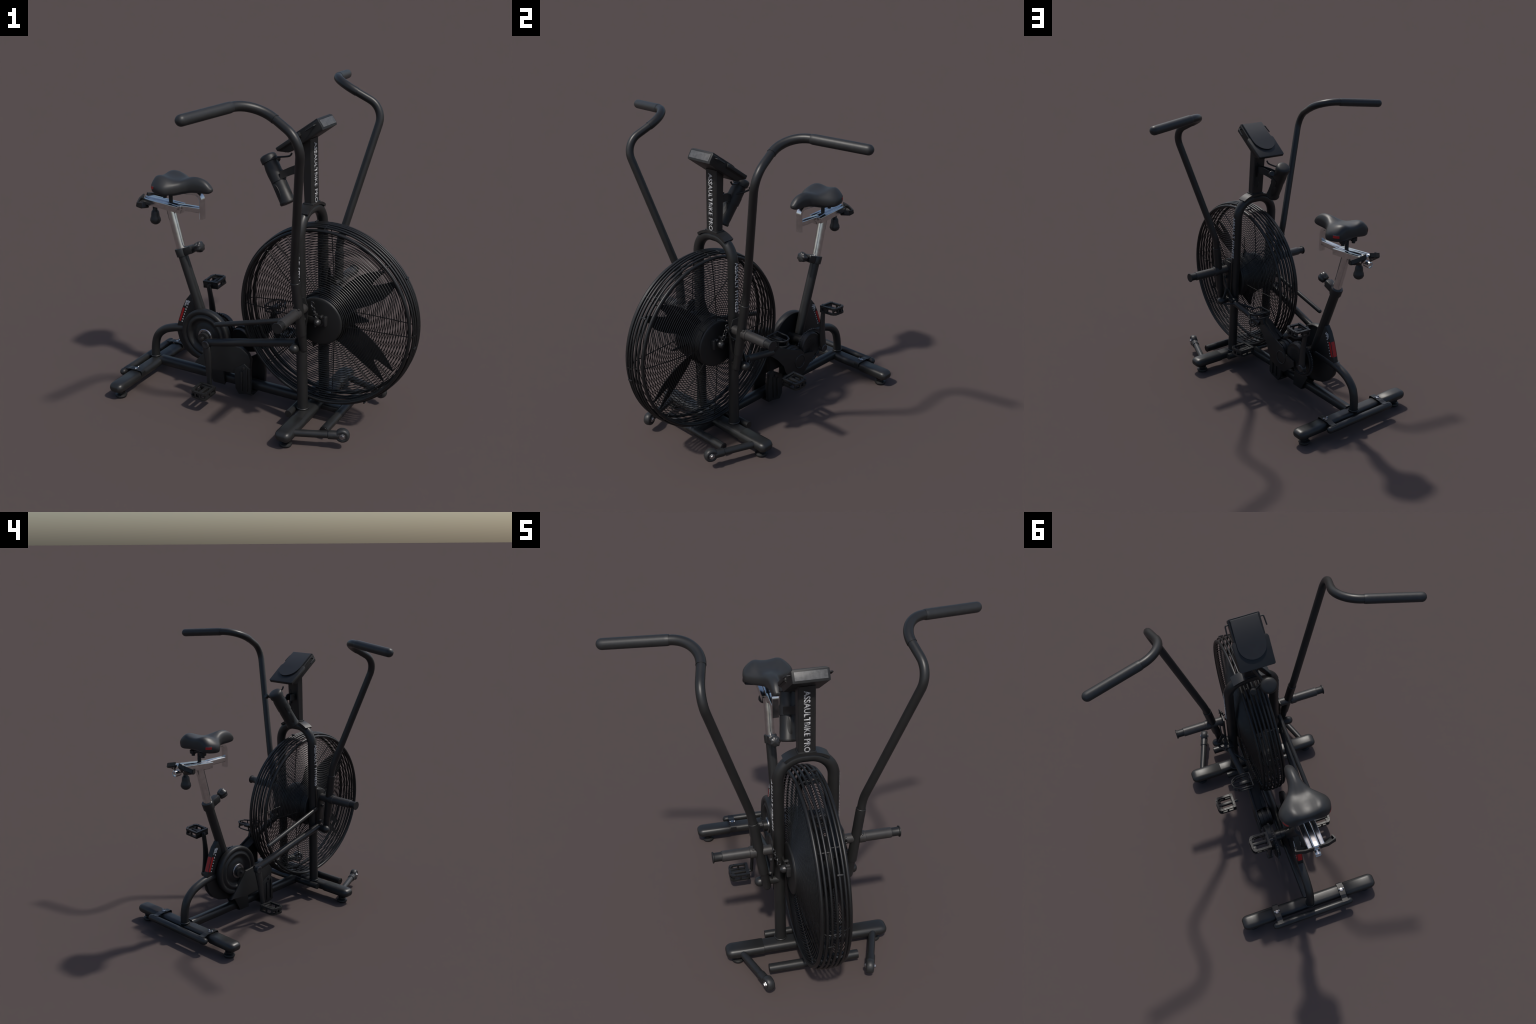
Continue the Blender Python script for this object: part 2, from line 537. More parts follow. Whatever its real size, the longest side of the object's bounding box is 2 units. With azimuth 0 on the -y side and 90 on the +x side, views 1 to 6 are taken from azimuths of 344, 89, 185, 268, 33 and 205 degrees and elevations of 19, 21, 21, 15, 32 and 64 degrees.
def foot(f, l, parent):
    lathe("foot_pad", (f, l, 0), (0, 0, 1),
          [(0.0, 0.028), (0.003, 0.036), (0.010, 0.039), (0.017, 0.037), (0.021, 0.030), (0.022, 0.018), (0.030, 0.017), (0.031, 0.027),
           (0.038, 0.028), (0.042, 0.022), (0.058, 0.020)], PLASTIC, parent, 28)

def stabiliser(name, f):
    bm = bmesh.new()
    rounded_beam(bm, f + 0.002, 0.0795, 0.092, 0.058, -0.27, 0.27, 0.027)
    st = finish(name, bm, PAINT, None, 40)
    for s in (-1, 1):
        bm = bmesh.new()
        if s > 0:
            rounded_beam(bm, f + 0.002, 0.0795, 0.102, 0.064, 0.262, 0.486, 0.030, (0.003, 0.040))
        else:
            rounded_beam(bm, f + 0.002, 0.0795, 0.102, 0.064, -0.486, -0.262, 0.030, (0.040, 0.003))
        finish("end_cap", bm, PAINT, st, 50)
        foot(f, s * 0.415, st)
    return st

front = stabiliser("front_stabilizer", 0.497)
rear = stabiliser("rear_stabilizer", -0.700)

# front cross tube below the fan, rear cross tube, and the spine
tube("front_cross_tube", [(0.668, -0.262, 0.064), (0.668, 0.262, 0.064)], 0.026, PAINT, front, 24)
for s in (-1, 1):
    lathe("tube_plug", (0.668, s * 0.2615, 0.064), (0, s, 0), [(0, 0.021), (0.002, 0.020), (0.002, 0)], PLASTIC, front, 24)
box("cross_link", (0.585, 0, 0.070), (0.13, 0.06, 0.03), PAINT, front)
tube("brace_tube", [(0.420, -0.238, 0.092), (0.420, 0.232, 0.092)], 0.022, PAINT, front, 20)

# transport wheels on arms
for s in (-1, 1):
    a, b = V(0.535, s * 0.392, 0.080), V(0.772, s * 0.305, 0.088)
    tube("wheel_arm", [a, a.lerp(b, 0.78), a.lerp(b, 0.80), b], [0.0215, 0.0215, 0.026, 0.026], PAINT, front, 20, ("flat", "round"))
    c = V(0.800, s * 0.295, 0.090)
    wax = V(0.34, s * 0.94, 0)
    wh = lathe("transport_wheel", c, wax, [(-0.020, 0.022), (-0.023, 0.026), (-0.022, 0.035), (-0.014, 0.0405), (0, 0.0425), (0.014, 0.0405),
               (0.022, 0.035), (0.023, 0.026), (0.020, 0.022)], RUBBER, front, 32, 60)
    for t in (-1, 1):
        lathe("wheel_bolt", c + wax * (t * 0.018), wax * t, [(0, 0.021), (0.005, 0.019), (0.007, 0.012), (0.013, 0.010), (0.014, 0)],
              BRIGHT, front, 6, 20)

# ------------------------------------------------- rear stabiliser rail + straps
tube("lift_rail", [(-0.788, -0.270, 0.088), (-0.788, 0.270, 0.088)], 0.0235, PAINT, rear, 20, "round")
for s in (-1, 1):
    y = s * 0.238
    prof = fillet([(-0.649, 0, 0.088), (-0.649, 0, 0.1155), (-0.742, 0, 0.1155), (-0.765, 0, 0.109), (-0.792, 0, 0.111)], 0.012, 4)
    bm = bmesh.new()
    rows = []
    for i, p in enumerate(prof):
        tg = (prof[min(i + 1, len(prof) - 1)] - prof[max(i - 1, 0)]).normalized()
        nn = V(0, 1, 0).cross(tg)
        if nn.z < 0 and abs(nn.z) > 0.3:
            nn = -nn
        rows.append([bm.verts.new(p + V(0, y + dy, 0) + nn * dn) for dy, dn in ((-0.02, -0.002), (0.02, -0.002), (0.02, 0.002), (-0.02, 0.002))])
    for A, B in zip(rows, rows[1:]):
        for k in range(4):
            bm.faces.new((A[k], A[(k + 1) % 4], B[(k + 1) % 4], B[k]))
    bm.faces.new(rows[0]); bm.faces.new(list(reversed(rows[-1])))
    finish("rail_strap", bm, PAINT, rear)
    lathe("strap_bolt", (-0.704, y, 0.118), (0, 0, 1), [(0, 0.012), (0.003, 0.012), (0.004, 0.006), (0.004, 0)], BRIGHT, rear, 16)
    for t in (-1, 1):
        lathe("strap_bolt", (-0.700, y + t * 0.015, 0.118), (0, 0, 1), [(0, 0.006), (0.008, 0.006), (0.011, 0.003), (0.0115, 0)], BRIGHT, rear, 10)

# ------------------------------------------------------------------ lower frame
bm = bmesh.new()
rb = bmesh.new()
# spine: rounded box tube running the length of the machine
prism_bm(rb, [(-0.029, -0.019), (-0.019, -0.029), (0.019, -0.029), (0.029, -0.019), (0.029, 0.019), (0.019, 0.029),
              (-0.019, 0.029), (-0.029, 0.019)], (0, 0, 0.089), (0, 1, 0), (0, 0, 1), (1, 0, 0), -0.67, 0.425, 0.0)
spine = finish("spine_tube", rb, PAINT, None, 50)
bm.free()
hoop = tube("rear_hoop", spline([(-0.718, 0, 0.095), (-0.717, 0, 0.18), (-0.695, 0, 0.262), (-0.640, 0, 0.318),
            (-0.570, 0, 0.348), (-0.500, 0, 0.364), (-0.400, 0, 0.372), (-0.290, 0, 0.378)], 6), 0.0278, PAINT, spine, 22)
torus("weld_bead", (-0.718, 0, 0.115), (0, 0, 1), 0.031, 0.004, PAINT, spine, 36, 6)
# bottom bracket shell
lathe("bottom_bracket", (-0.268, 0, 0.374), (0, 1, 0), [(-0.10, 0.036), (-0.06, 0.036), (-0.058, 0.033), (0.055, 0.033), (0.058, 0.037), (0.115, 0.037)],
      PAINT, spine, 28)

# seat tube, collar, post
st_b, st_t = V(-0.300, 0, 0.40), V(-0.470, 0, 0.885)
seat_tube = tube("seat_tube", [st_b, st_t], 0.0325, PAINT, None, 24)
sd = (st_t - st_b).normalized()
lathe("seat_collar", V(-0.466, 0, 0.872), sd, [(0, 0.034), (0.002, 0.040), (0.048, 0.0415), (0.053, 0.0395), (0.053, 0.030)], PAINT, seat_tube, 32)
# clamp block and star knob in front of the collar
kd = V(0.90, 0, 0.37).normalized()
rotk = kd.to_track_quat('X', 'Z').to_matrix()
box("collar_clamp", V(-0.425, 0, 0.917), (0.080, 0.054, 0.052), PAINT, seat_tube, 0.007, rotk)
lathe("clamp_washer", V(-0.392, 0, 0.931), kd, [(0, 0.025), (0.008, 0.025), (0.010, 0.013), (0.02, 0.013)], DARKSTEEL, seat_tube, 20)
bm = bmesh.new()
nseg = 42
prof = [(-0.024, 0.018), (-0.018, 0.028), (0.006, 0.0335), (0.022, 0.0335), (0.029, 0.027), (0.031, 0.0)]
uu = V(0, 1, 0); ww = kd.cross(uu)
rings = []
for d, r in prof:
    if r == 0:
        rings.append([bm.verts.new(V(-0.347, 0, 0.950) + kd * d)]); continue
    rings.append([bm.verts.new(V(-0.347, 0, 0.950) + kd * d + (uu * math.cos(2 * math.pi * k / nseg) + ww * math.sin(2 * math.pi * k / nseg))
                 * r * (1 + 0.07 * math.cos(7 * 2 * math.pi * k / nseg))) for k in range(nseg)])
for A, B in zip(rings, rings[1:]):
    for k in range(nseg):
        if len(B) == 1:
            bm.faces.new((A[k], A[(k + 1) % nseg], B[0]))
        else:
            bm.faces.new((A[k], A[(k + 1) % nseg], B[(k + 1) % nseg], B[k]))
bm.faces.new(rings[0])
finish("star_knob", bm, DARKSTEEL, seat_tube, 50)

pd = V(-0.070, 0, 0.258).normalized()
post = tube("seat_post", [V(-0.466, 0, 0.872), V(-0.550, 0, 1.182)], 0.0295, CHROME, None, 24)

# ------------------------------------------------------------- saddle carriage
carriage = box("saddle_carriage", (-0.600, 0, 1.196), (0.285, 0.044, 0.058), CHROME, None, 0.010,
               Matrix.Rotation(math.radians(5.0), 3, 'Y'), segs=4)
box("slide_rail", (-0.405, 0, 1.197), (0.175, 0.038, 0.038), CHROME, carriage, 0.007, segs=3)
for s in (-1, 1):      # flat side strips with a gap to the middle rail
    box("slide_guide", (-0.602, s * 0.0385, 1.213), (0.272, 0.026, 0.016), CHROME, carriage, 0.003, Matrix.Rotation(math.radians(5.0), 3, 'Y'))
    box("guide_flange", (-0.602, s * 0.049, 1.198), (0.262, 0.004, 0.034), CHROME, carriage, 0.001, Matrix.Rotation(math.radians(5.0), 3, 'Y'))
lathe("rail_end_tube", (-0.725, 0, 1.183), (-1, 0, -0.08), [(0, 0.0225), (0.044, 0.0225), (0.046, 0.019), (0.040, 0.018), (0.03, 0)], CHROME, carriage, 24)
# front hook bar: up from the slide and back under the saddle nose
pth = fillet([(-0.312, 0, 1.140), (-0.312, 0, 1.285), (-0.345, 0, 1.300), (-0.45, 0, 1.298)], [0.045, 0.02], 7)
bm = bmesh.new()
rows = []
for i, p in enumerate(pth):
    tg = (pth[min(i + 1, len(pth) - 1)] - pth[max(i - 1, 0)]).normalized()
    nn = V(0, 1, 0).cross(tg)
    rows.append([bm.verts.new(p + V(0, dy, 0) + nn * dn) for dy, dn in
                 ((-0.0175, -0.010), (0.0175, -0.010), (0.020, -0.006), (0.020, 0.010), (-0.020, 0.010), (-0.020, -0.006))])
for A, B in zip(rows, rows[1:]):
    for k in range(6):
        bm.faces.new((A[k], A[(k + 1) % 6], B[(k + 1) % 6], B[k]))
bm.faces.new(rows[0]); bm.faces.new(list(reversed(rows[-1])))
finish("hook_bar", bm, CHROME, carriage, 30)
# rear horns: a raised rear rim, a web that falls away beneath it and a short end lip
def slab(bm, quad, thick):
    q = [Vector(p) for p in quad]
    n = (q[1] - q[0]).cross(q[3] - q[0]).normalized() * (thick / 2)
    A = [bm.verts.new(p + n) for p in q]
    B = [bm.verts.new(p - n) for p in q]
    bm.faces.new(A); bm.faces.new(list(reversed(B)))
    for k in range(4):
        bm.faces.new((A[k], B[k], B[(k + 1) % 4], A[(k + 1) % 4]))
for s in (-1, 1):
    bm = bmesh.new()
    c_top, c_bot = V(-0.740, s * 0.018, 1.250), V(-0.747, s * 0.018, 1.225)
    m_top, m_bot = V(-0.736, s * 0.070, 1.237), V(-0.743, s * 0.070, 1.212)
    t_top, t_bot = V(-0.717, s * 0.122, 1.222), V(-0.724, s * 0.122, 1.196)
    slab(bm, (c_top, m_top, m_bot, c_bot), 0.009)
    slab(bm, (m_top, t_top, t_bot, m_bot), 0.009)
    slab(bm, (t_top, V(-0.690, s * 0.112, 1.220), V(-0.690, s * 0.112, 1.190), t_bot), 0.008)
    slab(bm, (c_bot, t_bot, V(-0.692, s * 0.112, 1.186), V(-0.700, s * 0.030, 1.168)), 0.012)
    finish("rear_horn", bm, PLASTIC, carriage, 30)
# pear-shaped pull knob
lathe("pull_knob", (-0.672, 0, 1.052), (0, 0, 1), [(0, 0.0), (0.003, 0.015), (0.012, 0.028), (0.026, 0.0350), (0.042, 0.0335), (0.056, 0.0275),
      (0.072, 0.0262), (0.086, 0.0245), (0.094, 0.0190), (0.098, 0.0150), (0.121, 0.0150)], RUBBER, carriage, 28, 60)
# saddle clamps
for s in (-1, 1):
    lathe("saddle_clamp", (-0.557, s * 0.047, 1.262), (0, 0, 1), [(-0.006, 0.012), (0.008, 0.012), (0.010, 0.023), (0.032, 0.0235), (0.036, 0.014), (0.046, 0.014)], PLASTIC, carriage, 8, 25)
    lathe("clamp_bolt", (-0.557, s * 0.047, 1.300), (0, 0, 1), [(0, 0.009), (0.02, 0.009), (0.02, 0)], BRIGHT, carriage, 12)
tube("clamp_bar", [(-0.557, -0.055, 1.290), (-0.557, 0.055, 1.290)], 0.011, PLASTIC, carriage, 14)
tube("clamp_stem", [(-0.546, 0, 1.20), (-0.546, 0, 1.30)], 0.013, PLASTIC, carriage, 14)

# -------------------------------------------------------------------------- saddle
def saddle():
    #      F      half-w  z-top  hump   z-bot
    st = [(-0.6125, 0.075, 1.350, 0.004, 1.316), (-0.6090, 0.108, 1.374, 0.008, 1.300), (-0.599, 0.129, 1.387, 0.013, 1.290),
          (-0.582, 0.143, 1.391, 0.018, 1.285), (-0.557, 0.152, 1.390, 0.020, 1.281), (-0.530, 0.156, 1.386, 0.018, 1.279), (-0.500, 0.149, 1.381, 0.012, 1.277),
          (-0.475, 0.128, 1.379, 0.005, 1.280), (-0.452, 0.103, 1.379, 0.001, 1.285), (-0.428, 0.077, 1.384, -0.004, 1.291), (-0.403, 0.0590, 1.391, -0.006, 1.297),
          (-0.377, 0.0465, 1.397, -0.007, 1.302), (-0.345, 0.0395, 1.3995, -0.007, 1.304), (-0.310, 0.0350, 1.395, -0.006, 1.305),
          (-0.280, 0.0315, 1.383, -0.005, 1.306), (-0.258, 0.0270, 1.366, -0.004, 1.309), (-0.244, 0.020, 1.350, -0.003, 1.316), (-0.236, 0.011, 1.341, 0, 1.325)]
    bm = bmesh.new()
    N = 44
    # densify the stations
    dense = []
    for i in range(len(st) - 1):
        a = st[max(i - 1, 0)]; b = st[i]; c = st[i + 1]; d = st[min(i + 2, len(st) - 1)]
        for k in range(3):
            t = k / 3
            dense.append(tuple(0.5 * (2 * b[j] + (c[j] - a[j]) * t + (2 * a[j] - 5 * b[j] + 4 * c[j] - d[j]) * t * t
                         + (3 * b[j] - a[j] - 3 * c[j] + d[j]) * t ** 3) for j in range(5)))
    dense.append(st[-1])
    rings = []
    for f, w_, zt, hump, zb in dense:
        zc = zb + 0.42 * (zt - zb)
        r = []
        for k in range(N):
            a = 2 * math.pi * k / N
            ca, sa = math.cos(a), math.sin(a)
            y = w_ * math.copysign(abs(ca) ** 0.72, ca)
            q = abs(y) / max(w_, 1e-6)
            if sa >= 0:
                bumpz = hump * math.sin(math.pi * min(1.0, q) ** 1.25) ** 2 if hump > 0 else hump * q * q
                if -0.49 < f < -0.26:          # faint centre ridge
                    bumpz += 0.0035 * math.exp(-(q / 0.16) ** 2) * math.sin(math.pi * (f + 0.49) / 0.23)
                z = zc + (zt + bumpz - zc) * abs(sa) ** 0.70
            else:
                # underside lifts in the middle toward the rear
                lift = 0.022 * (1 - q * q) if f < -0.47 else 0.0
                z = zc - (zc - zb - lift) * abs(sa) ** 0.6
                y *= 1 - 0.08 * abs(sa)
            r.append(bm.verts.new((f, y, z)))
        rings.append(r)
    for A, B in zip(rings, rings[1:]):
        for k in range(N):
            bm.faces.new((A[k], A[(k + 1) % N], B[(k + 1) % N], B[k]))
    bm.faces.new(rings[0]); bm.faces.new(list(reversed(rings[-1])))
    return finish("saddle", bm, VINYL, None, 75)
sad = saddle()
# red badges on the rear corners, laid onto the saddle's skin
from mathutils.bvhtree import BVHTree
skin = BVHTree.FromPolygons([v.co for v in sad.data.vertices], [tuple(p.vertices) for p in sad.data.polygons])
for s in (-1, 1):
    n = V(-0.86, s * 0.50, 0.0).normalized()
    t = V(0.50, s * 0.86, 0).normalized()
    c = V(-0.580, s * 0.133, 1.343)
    for (z0, z1, mt, nm) in ((-0.012, 0.004, RED, "badge"), (0.004, 0.009, GREYPANEL, "badge_edge")):
        bm = bmesh.new()
        NU, NV = 10, 5
        grid = []
        for i in range(NU + 1):
            col = []
            for j in range(NV + 1):
                p = c + t * (-0.019 + 0.038 * i / NU) + V(0, 0, z0 + (z1 - z0) * j / NV)
                hit = skin.ray_cast(p + n * 0.2, -n)
                col.append(bm.verts.new((hit[0] if hit[0] else p) + n * 0.0012))
            grid.append(col)
        for i in range(NU):
            for j in range(NV):
                bm.faces.new((grid[i][j], grid[i + 1][j], grid[i + 1][j + 1], grid[i][j + 1]))
        finish(nm, bm, mt, sad, 60)

# ---------------------------------------------------------------------- fan cage
FX, FZ = 0.549, 0.676
RIM_L, RIM_R = 0.072, 0.535
cage = torus("fan_cage", (FX, -RIM_L, FZ), (0, 1, 0), RIM_R, 0.0105, WIRE, None, 128, 10)
torus("rim_ring", (FX, RIM_L, FZ), (0, 1, 0), RIM_R, 0.0105, WIRE, cage, 128, 10)
for l in (-0.050, -0.026, 0.0, 0.026, 0.050):
    torus("hoop_ring", (FX, l, FZ), (0, 1, 0), 0.5560 - abs(l) * 0.10, 0.0068, WIRE, cage, 128, 8)
def dish(r):
    return RIM_L + 0.036 * (1 - max(0.0, (r - 0.14) / (RIM_R - 0.14)) ** 1.6)
NR = 27
for s in (-1, 1):
    for i in range(NR):
        r = 0.154 + (0.520 - 0.154) * (i / (NR - 1)) ** 1.10
        torus("grille_ring", (FX, s * dish(r), FZ), (0, 1, 0), r, 0.0024, WIRE, cage, 96, 5)
    for k in range(8):
        a = math.radians(45 * k + (2 if s > 0 else 0))
        path = []
        for j in range(9):
            r = 0.135 + (0.535 - 0.135) * j / 8
            path.append(V(FX + r * math.cos(a), s * (dish(r) - 0.004), FZ + r * math.sin(a)))
        path.append(V(FX + 0.553 * math.cos(a), s * 0.052, FZ + 0.553 * math.sin(a)))
        path.append(V(FX + 0.554 * math.cos(a), s * 0.004, FZ + 0.554 * math.sin(a)))
        tube("grille_spoke", path, 0.0032, WIRE, cage, 6)
    # round hub cover with stepped rim
    lathe("hub_cover", (FX, s * 0.090, FZ), (0, s, 0), [(-0.02, 0.146), (0.022, 0.146), (0.028, 0.141), (0.030, 0.134), (0.0305, 0.132), (0.0305, 0.0)], PLASTIC, cage, 64)
    # axle hardware between hub cover and leg
    c = V(0.556, 0, 0.684)
    lathe("axle_nut", (c.x, s * 0.115, c.z), (0, s, 0), [(0, 0.034), (0.012, 0.034), (0.014, 0.022), (0.040, 0.022), (0.048, 0.018), (0.056, 0.010), (0.058, 0)], DARKSTEEL, cage, 20)
    box("axle_bracket", (0.598, s * 0.128, 0.692), (0.020, 0.030, 0.062), DARKSTEEL, cage, 0.006)
    box("axle_bracket", (0.510, s * 0.138, 0.690), (0.090, 0.014, 0.040), PAINT, cage, 0.005)
    for (df, dz) in ((0.018, 0.032), (-0.018, 0.036), (-0.020, -0.030)):
        lathe("axle_bolt", (c.x + df, s * 0.119, c.z + dz), (0, s, 0), [(0, 0.010), (0.022, 0.010), (0.026, 0.006), (0.027, 0)], DARKSTEEL, cage, 10)

# small clips on the hoop rings
for ang_, l_ in ((33, 0.03), (-8, -0.03), (100, 0.04), (215, 0.03), (300, -0.045)):
    a = math.radians(ang_)
    box("ring_clip", (FX + 0.561 * math.cos(a), l_, FZ + 0.561 * math.sin(a)), (0.008, 0.034, 0.010), WIRE, cage, 0.002,
        Matrix.Rotation(-a, 3, 'Y'))

# --------------------------------------------------------------------- fan rotor
rotor = lathe("fan_rotor", (FX, -0.066, FZ), (0, 1, 0), [(0, 0.145), (0.012, 0.156), (0.120, 0.156), (0.132, 0.145)], BLADE, None, 48)
def interp(tab, x):
    for (x0, y0), (x1, y1) in zip(tab, tab[1:]):
        if x <= x1:
            return y0 + (y1 - y0) * (x - x0) / (x1 - x0)
    return tab[-1][1]
def blade_strip(bm, lo, hi, r0, r1, mid, half, nr=14, na=8):
    """sheet between two edge curves (radius -> degrees), twisted across its chord"""
    lay = []
    for off in (-0.003, 0.003):
        g = []
        for i in range(nr + 1):
            r = r0 + (r1 - r0) * i / nr
            row = []
            for j in range(na + 1):
                a = interp(lo, r) + (interp(hi, r) - interp(lo, r)) * j / na
                t = math.radians(a)
                y = 0.050 * (a - mid) / half * (1 - 0.45 * (r - 0.15) / 0.37)
                row.append(bm.verts.new((FX + r * math.cos(t), y + off, FZ + r * math.sin(t))))
            g.append(row)
        lay.append(g)
    A, B = lay
    for i in range(nr):
        for j in range(na):
            bm.faces.new((A[i][j], A[i + 1][j], A[i + 1][j + 1], A[i][j + 1]))
            bm.faces.new((B[i][j], B[i][j + 1], B[i + 1][j + 1], B[i + 1][j]))
    edge = [(i, 0) for i in range(nr + 1)] + [(nr, j) for j in range(1, na + 1)] + [(i, na) for i in range(nr - 1, -1, -1)] + [(0, j) for j in range(na - 1, 0, -1)]
    for (i, j), (i2, j2) in zip(edge, edge[1:] + edge[:1]):
        bm.faces.new((A[i][j], B[i][j], B[i2][j2], A[i2][j2]))
def forked_blade(lo, hi, notch, tips, mid, half):
    """broad blade whose outer end is split into two prongs"""
    bm = bmesh.new()
    rn, an = notch
    blade_strip(bm, lo, hi, 0.145, rn, mid, half)
    (r_lo, a_lo), (r_hi, a_hi) = tips
    blade_strip(bm, lo, [(rn, an), (rn + 0.02, an - 2.2), (r_lo, a_lo + 0.6)], rn, r_lo, mid, half, 10, 4)
    blade_strip(bm, [(rn, an), (rn + 0.02, an + 1.6), (r_hi, a_hi - 0.6)], hi, rn, r_hi, mid, half, 10, 4)
    return finish("fan_blade", bm, BLADE, rotor, 40)
forked_blade([(0.15, 18), (0.21, 24.2), (0.27, 24.0), (0.323, 24.6), (0.40, 26.3), (0.46, 29.5), (0.515, 33.8)],
             [(0.15, 68), (0.21, 64), (0.27, 59.5), (0.33, 55.5), (0.38, 52), (0.43, 48.3), (0.478, 44.2)], (0.370, 40.9), ((0.515, 34.0), (0.478, 44.0)), 45, 27)
forked_blade([(0.15, -56), (0.22, -50.5), (0.30, -47), (0.38, -44.6), (0.45, -43.3), (0.505, -42.5)],
             [(0.15, -14), (0.21, -17.5), (0.27, -20), (0.33, -22.5), (0.40, -26), (0.45, -29), (0.50, -31.8)], (0.374, -35.3), ((0.505, -42.3), (0.50, -32.0)), -35, 25)
for mid_, tip in ((3, 0.268), (88, 0.300), (250, 0.24)):
    bm = bmesh.new()
    blade_strip(bm, [(0.15, mid_ - 12), (0.19, mid_ - 6), (tip, mid_ - 0.8)], [(0.15, mid_ + 12), (0.19, mid_ + 6), (tip, mid_ + 0.8)], 0.150, tip, mid_, 16, 8, 4)
    finish("blade_stub", bm, BLADE, rotor, 40)

# ------------------------------------------------------------------ swing handles
def handle(s):
    up_line = [V(0.4835, s * 0.3090, 1.030), V(0.636, s * 0.556, 1.821), V(0.335, s * 0.488, 1.984), V(0.297, s * 0.64, 1.9715), V(0.2115, s * 0.972, 1.950)]
    low = V(0.5135, s * 0.236, 0.545)
    full = fillet([low] + up_line[:3] + [up_line[4]], [0.25, 0.125, 0.160], 16)
    # main tube ends where the grip starts
    main = tube("swing_handle", full, 0.0238, PAINT, None, 20, ("round", "flat"))
    d = (up_line[0] - low).normalized()
    tube("handle_sleeve", [V(0.5095, s * 0.2515, 0.640), V(0.4880, s * 0.2985, 0.966)], 0.0280, PAINT, main, 22)
    torus("sleeve_lip", V(0.4880, s * 0.2985, 0.966), d, 0.0255, 0.003, PAINT, main, 36, 6)
    # upper sleeve between the bend and the grip
    def cut(p0, p1):
        """the stretch of the handle's centre line between the points nearest p0 and p1"""
        fine = []
        for q0, q1 in zip(full, full[1:]):
            k = max(1, int((q1 - q0).length / 0.01))
            fine += [q0.lerp(q1, j / k) for j in range(k)]
        fine.append(full[-1])
        i0 = min(range(len(fine)), key=lambda j: (fine[j] - p0).length)
        i1 = min(range(len(fine)), key=lambda j: (fine[j] - p1).length)
        return fine[i0:i1 + 1]
    k0, grip_start, grip_end = V(0.481, s * 0.519, 1.910), V(0.2955, s * 0.640, 1.9735), V(0.2135, s * 0.962, 1.956)
    tube("upper_sleeve", cut(k0, grip_start), 0.0262, PAINT, main, 20)
    gs = cut(grip_start, grip_end)
    tube("hand_grip", gs, [0.0272] + [0.0292] * (len(gs) - 1), RUBBER, main, 24, ("flat", "round"), angle=50)
    # foot peg at the pivot
    lathe("foot_peg", (0.495, s * 0.198, 0.781), (0, s, 0),
          [(0, 0.022), (0.004, 0.028), (0.090, 0.028), (0.092, 0.0335), (0.126, 0.0335), (0.128, 0.030), (0.277, 0.030), (0.280, 0.0265)],
          PEGM, main, 30)
    lathe("peg_tip", (0.495, s * 0.476, 0.781), (0, s, 0),
          [(0, 0.0255), (0.040, 0.0250), (0.044, 0.0265), (0.046, 0.0315), (0.050, 0.0320), (0.052, 0.030), (0.052, 0)], PLASTIC, main, 30)
    lathe("peg_bolt", (0.512, s * 0.306, 0.806), V(0.4, 0, 0.9), [(0, 0.007), (0.010, 0.007), (0.012, 0)], DARKSTEEL, main, 10)
    # lower joint
    lathe("handle_joint", (0.470, s * 0.160, 0.546), (0, s, 0), [(0, 0.023), (0.075, 0.024), (0.085, 0.027), (0.104, 0.0285), (0.120, 0.0265), (0.131, 0.019), (0.136, 0.009), (0.1375, 0)],
          PAINT, main, 28, 50)
    tube("joint_link", [V(0.5135, s * 0.232, 0.548), V(0.470, s * 0.235, 0.546)], 0.020, PAINT, main, 16)
    return main
handle_right = handle(-1)
handle_left = handle(1)

# small chains hanging at the pivots
for s in (-1, 1):
    pts = [(0.550, 0.203, 0.822), (0.545, 0.200, 0.803), (0.552, 0.194, 0.785), (0.556, 0.188, 0.766), (0.555, 0.182, 0.748), (0.560, 0.176, 0.730)]
    for i, p in enumerate(pts):
        axis = V(1, 0.2, 0.3) if i % 2 else V(0.1, 1, 0.2)
        torus("chain_link", (p[0], s * p[1], p[2]), axis, 0.0095, 0.0032, DARKSTEEL, frame, 16, 6)

# ---------------------------------------------------------- push rods, side bar
rodA = tube("push_rod", [(0.455, -0.204, 0.556), (-0.19, -0.168, 0.394)], 0.0245, PAINT, None, 20)
tube("guide_bar", [(0.445, -0.190, 0.694), (-0.095, -0.2105, 0.553)], 0.0152, PAINT, frame, 18, "round")
tube("push_rod", [(0.455, 0.204, 0.556), (0.130, 0.158, 0.470)], 0.0225, PAINT, None, 20)

# ----------------------------------------------------------- drive: right side
PC = V(-0.271, 0, 0.382)
pulley = lathe("flywheel_pulley", (PC.x, -0.026, PC.z), (0, -1, 0),
    [(0.028, 0.0), (0.028, 0.150), (0.002, 0.160), (0.0, 0.168), (0.008, 0.174), (0.036, 0.1755), (0.046, 0.172), (0.050, 0.163), (0.048, 0.150), (0.042, 0.142), (0.044, 0.134),
     (0.050, 0.128), (0.051, 0.120), (0.046, 0.112), (0.034, 0.104), (0.030, 0.092), (0.034, 0.080), (0.040, 0.070), (0.041, 0.05), (0.041, 0)],
    PLASTIC, None, 72, 50)
lathe("pulley_hub", (PC.x + 0.004, -0.064, PC.z - 0.004), (0, -1, 0),
    [(0, 0.052), (0.010, 0.052), (0.013, 0.049), (0.013, 0.038), (0.007, 0.035), (0.007, 0.026), (0.020, 0.024), (0.022, 0.020), (0.022, 0)], BRIGHT, pulley, 40)
lathe("axle_end", (PC.x + 0.004, -0.082, PC.z - 0.004), (0, -1, 0), [(0, 0.020), (0.010, 0.019), (0.012, 0.013), (0.040, 0.012), (0.042, 0)], DARKSTEEL, pulley, 6, 20)

